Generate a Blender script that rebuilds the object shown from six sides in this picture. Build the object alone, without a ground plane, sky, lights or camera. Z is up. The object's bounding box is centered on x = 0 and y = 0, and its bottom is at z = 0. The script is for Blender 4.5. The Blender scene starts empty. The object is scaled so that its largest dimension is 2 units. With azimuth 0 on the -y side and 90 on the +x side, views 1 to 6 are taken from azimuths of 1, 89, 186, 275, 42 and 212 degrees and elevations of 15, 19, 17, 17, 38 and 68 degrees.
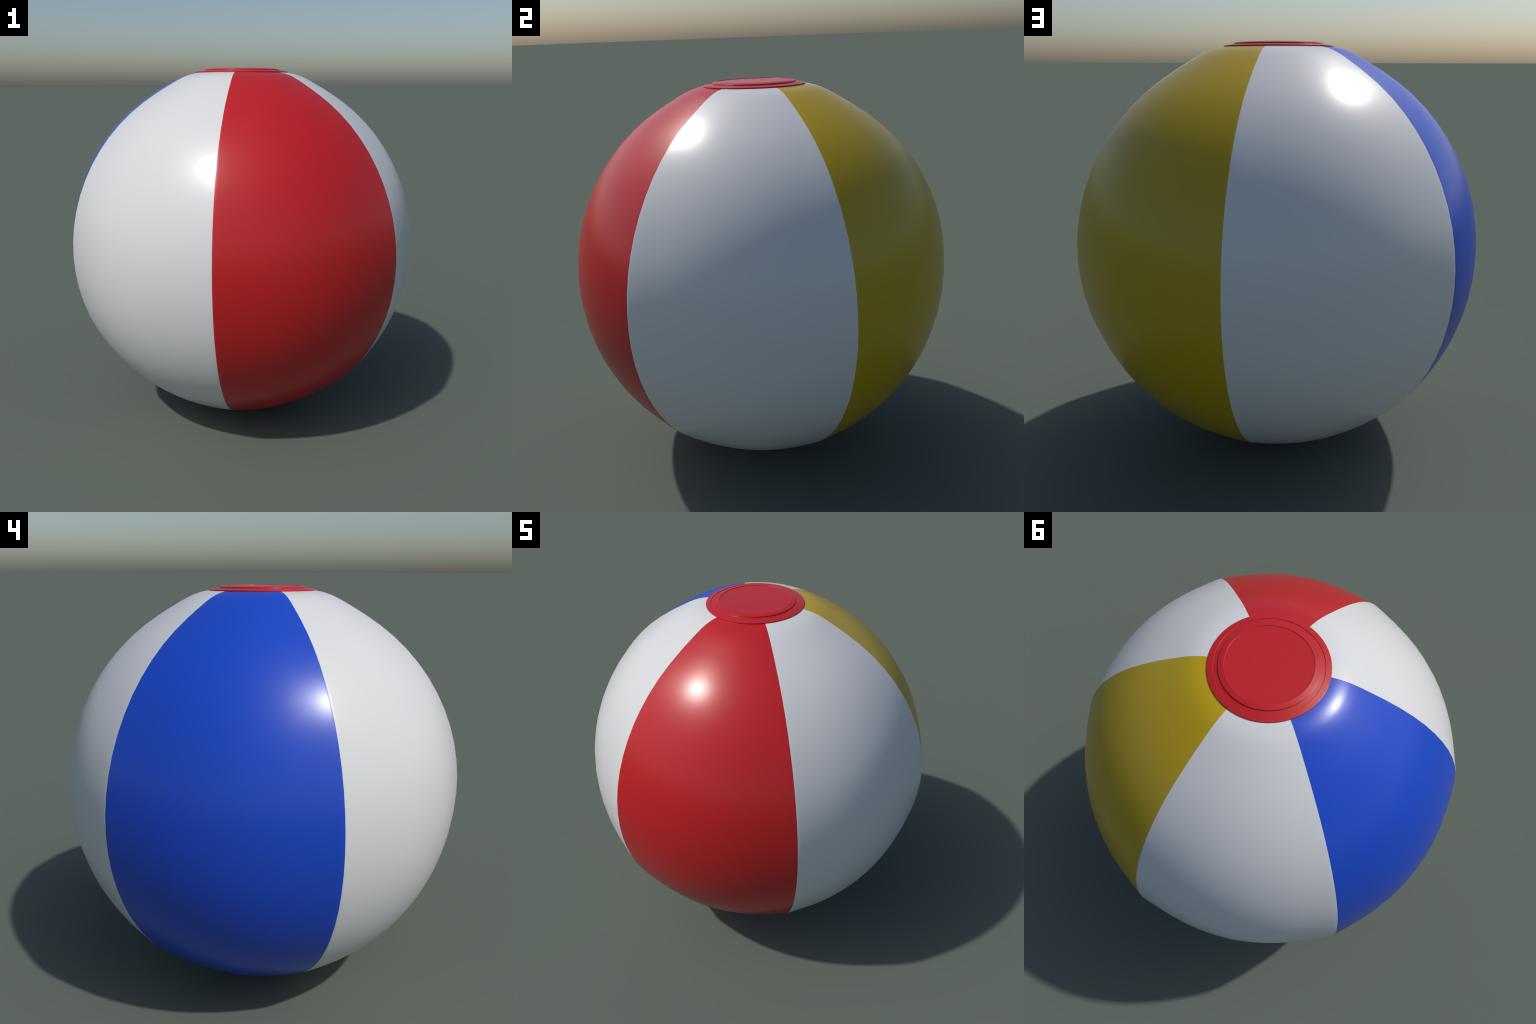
"""Inflatable beach ball: six welded gores, with a stepped red cap disc welded over each pole."""
import bpy
import math
import numpy as np

# ------------------------------------------------------------------ measures
CENTRE_Z = 1.0067          # height of the ball's middle
N_GORE = 6
FIRST_SEAM = 23.56         # degrees from +x to the seam between white and yellow
GORE = 360.0 / N_GORE
WELD = 0.030               # half width of the rounded weld, as a part of half a gore
BULGE = 5.0                # how squarely a gore turns towards its seams

# how much lower the middle of a gore lies than its seams, against latitude in degrees
FLAT = [(0, .0154), (15, .0136), (30, .0104), (45, .0064), (60, .0019), (72, .0002), (80, 0), (90, 0)]

# distance of the seam from the ball's middle, against latitude:
# a sphere, drawn out into a low shoulder where the cap pulls on the film
SEAM = [(-81, .985), (-78.5, .9950), (-75, 1.0040), (-72.5, 1.0070), (-70, 1.0064), (-65, .9996),
        (-60, .9959), (-52, .9950), (-40, .9948), (-20, .9947), (0, .9947), (20, .9947), (40, .9950),
        (52, .9952), (60, .9961), (65, 1.0002), (70, 1.0080), (72.5, 1.0082), (75, 1.0048),
        (78.5, .9950), (81, .985)]


def spline(x, table):
    """Cubic Hermite curve through a table of (x, y)."""
    k = np.array([a for a, _ in table], float)
    v = np.array([b for _, b in table], float)
    m = np.gradient(v, k)
    x = np.clip(x, k[0], k[-1])
    i = np.clip(np.searchsorted(k, x) - 1, 0, len(k) - 2)
    h = k[i + 1] - k[i]
    s = (x - k[i]) / h
    return (v[i] * (2 * s**3 - 3 * s**2 + 1) + h * m[i] * (s**3 - 2 * s**2 + s)
            + v[i + 1] * (-2 * s**3 + 3 * s**2) + h * m[i + 1] * (s**3 - s**2))


def gore_point(lat, u):
    """Point of a gore centred on +x; lat in degrees, u from -1 (seam) to 1 (seam)."""
    lat = np.asarray(lat, float)
    u = np.asarray(u, float)
    rho = spline(lat, SEAM)
    d = np.abs(1.0 - np.abs(u))    # distance from the nearest seam
    # |u| with its corner at the seam rounded off over the width of the weld
    d = np.where(d < WELD, (d * d / WELD + WELD) / 2.0, d)
    sag = 1.0 - ((1.0 - d) / (1.0 - WELD / 2)) ** BULGE
    rho = rho * (1.0 - spline(np.abs(lat), FLAT) * sag)
    a = np.radians(u * GORE / 2)
    t = np.radians(lat)
    return np.stack([rho * np.cos(t) * np.cos(a), rho * np.cos(t) * np.sin(a), rho * np.sin(t)], -1)


def gore_mesh():
    step = 5.0
    upper = [i * step for i in range(13)] + [62.5, 65, 67.5, 70, 71.25, 72.5, 73.75, 75, 76.5, 78.5, 81]
    lats = np.array([-v for v in reversed(upper[1:])] + upper)
    half = [1.0, 1 - WELD] + [1 - k / 6 for k in range(1, 6)]
    us = half + [0.0] + [-v for v in reversed(half)]
    us.reverse()
    # one more column of the gore on either side, so that the film is shaded as one skin
    ghost = [-1 - WELD] + us + [1 + WELD]
    L, U = np.meshgrid(lats, np.array(ghost), indexing='ij')
    G = gore_point(L, U)
    n_lat, n_g = L.shape
    skin = bpy.data.meshes.new("skin")
    skin.from_pydata(G.reshape(-1, 3).tolist(), [],
                     [(i * n_g + j, i * n_g + j + 1, (i + 1) * n_g + j + 1, (i + 1) * n_g + j)
                      for i in range(n_lat - 1) for j in range(n_g - 1)])
    Nrm = np.array([v.normal[:] for v in skin.vertices]).reshape(n_lat, n_g, 3)[:, 1:-1]
    bpy.data.meshes.remove(skin)
    P = G[:, 1:-1]
    nl, nu = P.shape[:2]
    faces = [(i * nu + j, i * nu + j + 1, (i + 1) * nu + j + 1, (i + 1) * nu + j)
             for i in range(nl - 1) for j in range(nu - 1)]
    me = bpy.data.meshes.new("panel")
    me.from_pydata(P.reshape(-1, 3).tolist(), [], faces)
    me.shade_smooth()
    me.normals_split_custom_set_from_vertices(Nrm.reshape(-1, 3).tolist())
    return me


def lathe(name, profile, n=96):
    """Closed body of revolution from (radius, height), first and last point on the axis."""
    verts, faces = [], []
    rows = []
    for r, z in profile:
        if r < 1e-6:
            rows.append([len(verts)])
            verts.append((0, 0, z))
        else:
            rows.append(list(range(len(verts), len(verts) + n)))
            verts += [(r * math.cos(2 * math.pi * k / n), r * math.sin(2 * math.pi * k / n), z) for k in range(n)]
    for a, b in zip(rows, rows[1:]):
        for k in range(n):
            m = (k + 1) % n
            if len(a) == 1:
                faces.append((a[0], b[k], b[m]))
            elif len(b) == 1:
                faces.append((a[k], b[0], a[m]))
            else:
                faces.append((a[k], b[k], b[m], a[m]))
    me = bpy.data.meshes.new(name)
    me.from_pydata(verts, [], faces)
    import bmesh
    bm = bmesh.new()
    bm.from_mesh(me)
    bmesh.ops.recalc_face_normals(bm, faces=bm.faces)
    bm.to_mesh(me)
    bm.free()
    me.shade_smooth()
    return me


def vinyl(name, colour, rough=0.3, spec=0.5):
    m = bpy.data.materials.new(name)
    m.use_nodes = True
    nt = m.node_tree
    b = nt.nodes["Principled BSDF"]
    b.inputs["Base Color"].default_value = (*colour, 1)
    b.inputs["Roughness"].default_value = rough
    b.inputs["Specular IOR Level"].default_value = spec
    return m


WHITE = vinyl("white_vinyl", (.68, .68, .68))
RED = vinyl("red_vinyl", (.495, .013, .016))
BLUE = vinyl("blue_vinyl", (.010, .065, .52))
YELLOW = vinyl("yellow_vinyl", (.49, .335, .004))
CAP_RED = vinyl("cap_red_vinyl", (.495, .013, .016), rough=.3)

scene = bpy.context.scene


def add(name, me, parent=None, mat=None):
    ob = bpy.data.objects.new(name, me)
    scene.collection.objects.link(ob)
    if parent is not None:
        ob.parent = parent
    if mat is not None:
        if not me.materials:
            me.materials.append(mat)
        ob.material_slots[0].link = 'OBJECT'
        ob.material_slots[0].material = mat
    return ob


ball = add("beach_ball", None)
ball["label"] = "glossy inflatable beach ball, red white yellow and blue panels"
ball["category"] = "beach ball"

# gores, anticlockwise from the one after the first seam
panel_me = gore_mesh()
for i, mat in enumerate([YELLOW, WHITE, BLUE, WHITE, RED, WHITE]):
    p = add("panel", panel_me, ball, mat)
    p.location = (0, 0, CENTRE_Z)
    p.rotation_euler = (0, 0, math.radians(FIRST_SEAM + GORE * (i + .5)))

def rounded(points, radius, guard=.0012):
    """Round the corners of a profile; guard points beside them keep the flats flat."""
    pts = [np.array(p, float) for p in points]
    out = [tuple(pts[0])]
    for a, b, c in zip(pts, pts[1:], pts[2:]):
        u, v = a - b, c - b
        lu, lv = np.linalg.norm(u), np.linalg.norm(v)
        u, v = u / lu, v / lv
        r = min(radius, .3 * lu, .3 * lv)
        g = min(r + guard, .45 * lu, .45 * lv)
        out.append(tuple(b + u * g))
        out += [tuple(b + u * r * (1 - t) ** 2 + v * r * t ** 2) for t in (0, .33, .67, 1)]
        out.append(tuple(b + v * g))
    out.append(tuple(pts[-1]))
    return out


# the cap: sloping rim, shallow channel, raised ring, sunken flat disc
def cap_profile():
    slope = .200                    # the rings follow the ball's round
    r, z = .2582, 1.9833
    rows = [(0, 1.966), (.246, 1.972), (r, 1.9776), (r, z)]
    for radius, step in [(.2328, -.0024), (.2120, .0054), (.1876, -.0024)]:
        z += slope * (r - radius)
        rows.append((radius, z))
        r, z = radius - .0004, z + step
        rows.append((r, z))
    rows.append((0, z))
    return rounded(rows, .0008)


CAP = cap_profile()
cap_me = lathe("cap", CAP)
top_cap = add("cap", cap_me, ball, CAP_RED)
bottom_cap = add("cap", cap_me, ball, CAP_RED)
# the same disc on the underside, pressed a little by the ground
bottom_cap.rotation_euler = (math.pi, 0, 0)
bottom_cap.location = (0, 0, 2 * CENTRE_Z)

# a flat plug valve in the middle of the lower disc; the ball stands on it
foot = [(0, .022), (.060, .022), (.060, 0), (.034, 0), (.032, .004), (0, .004)]
add("valve", lathe("valve", rounded(foot, .003)), ball, CAP_RED)
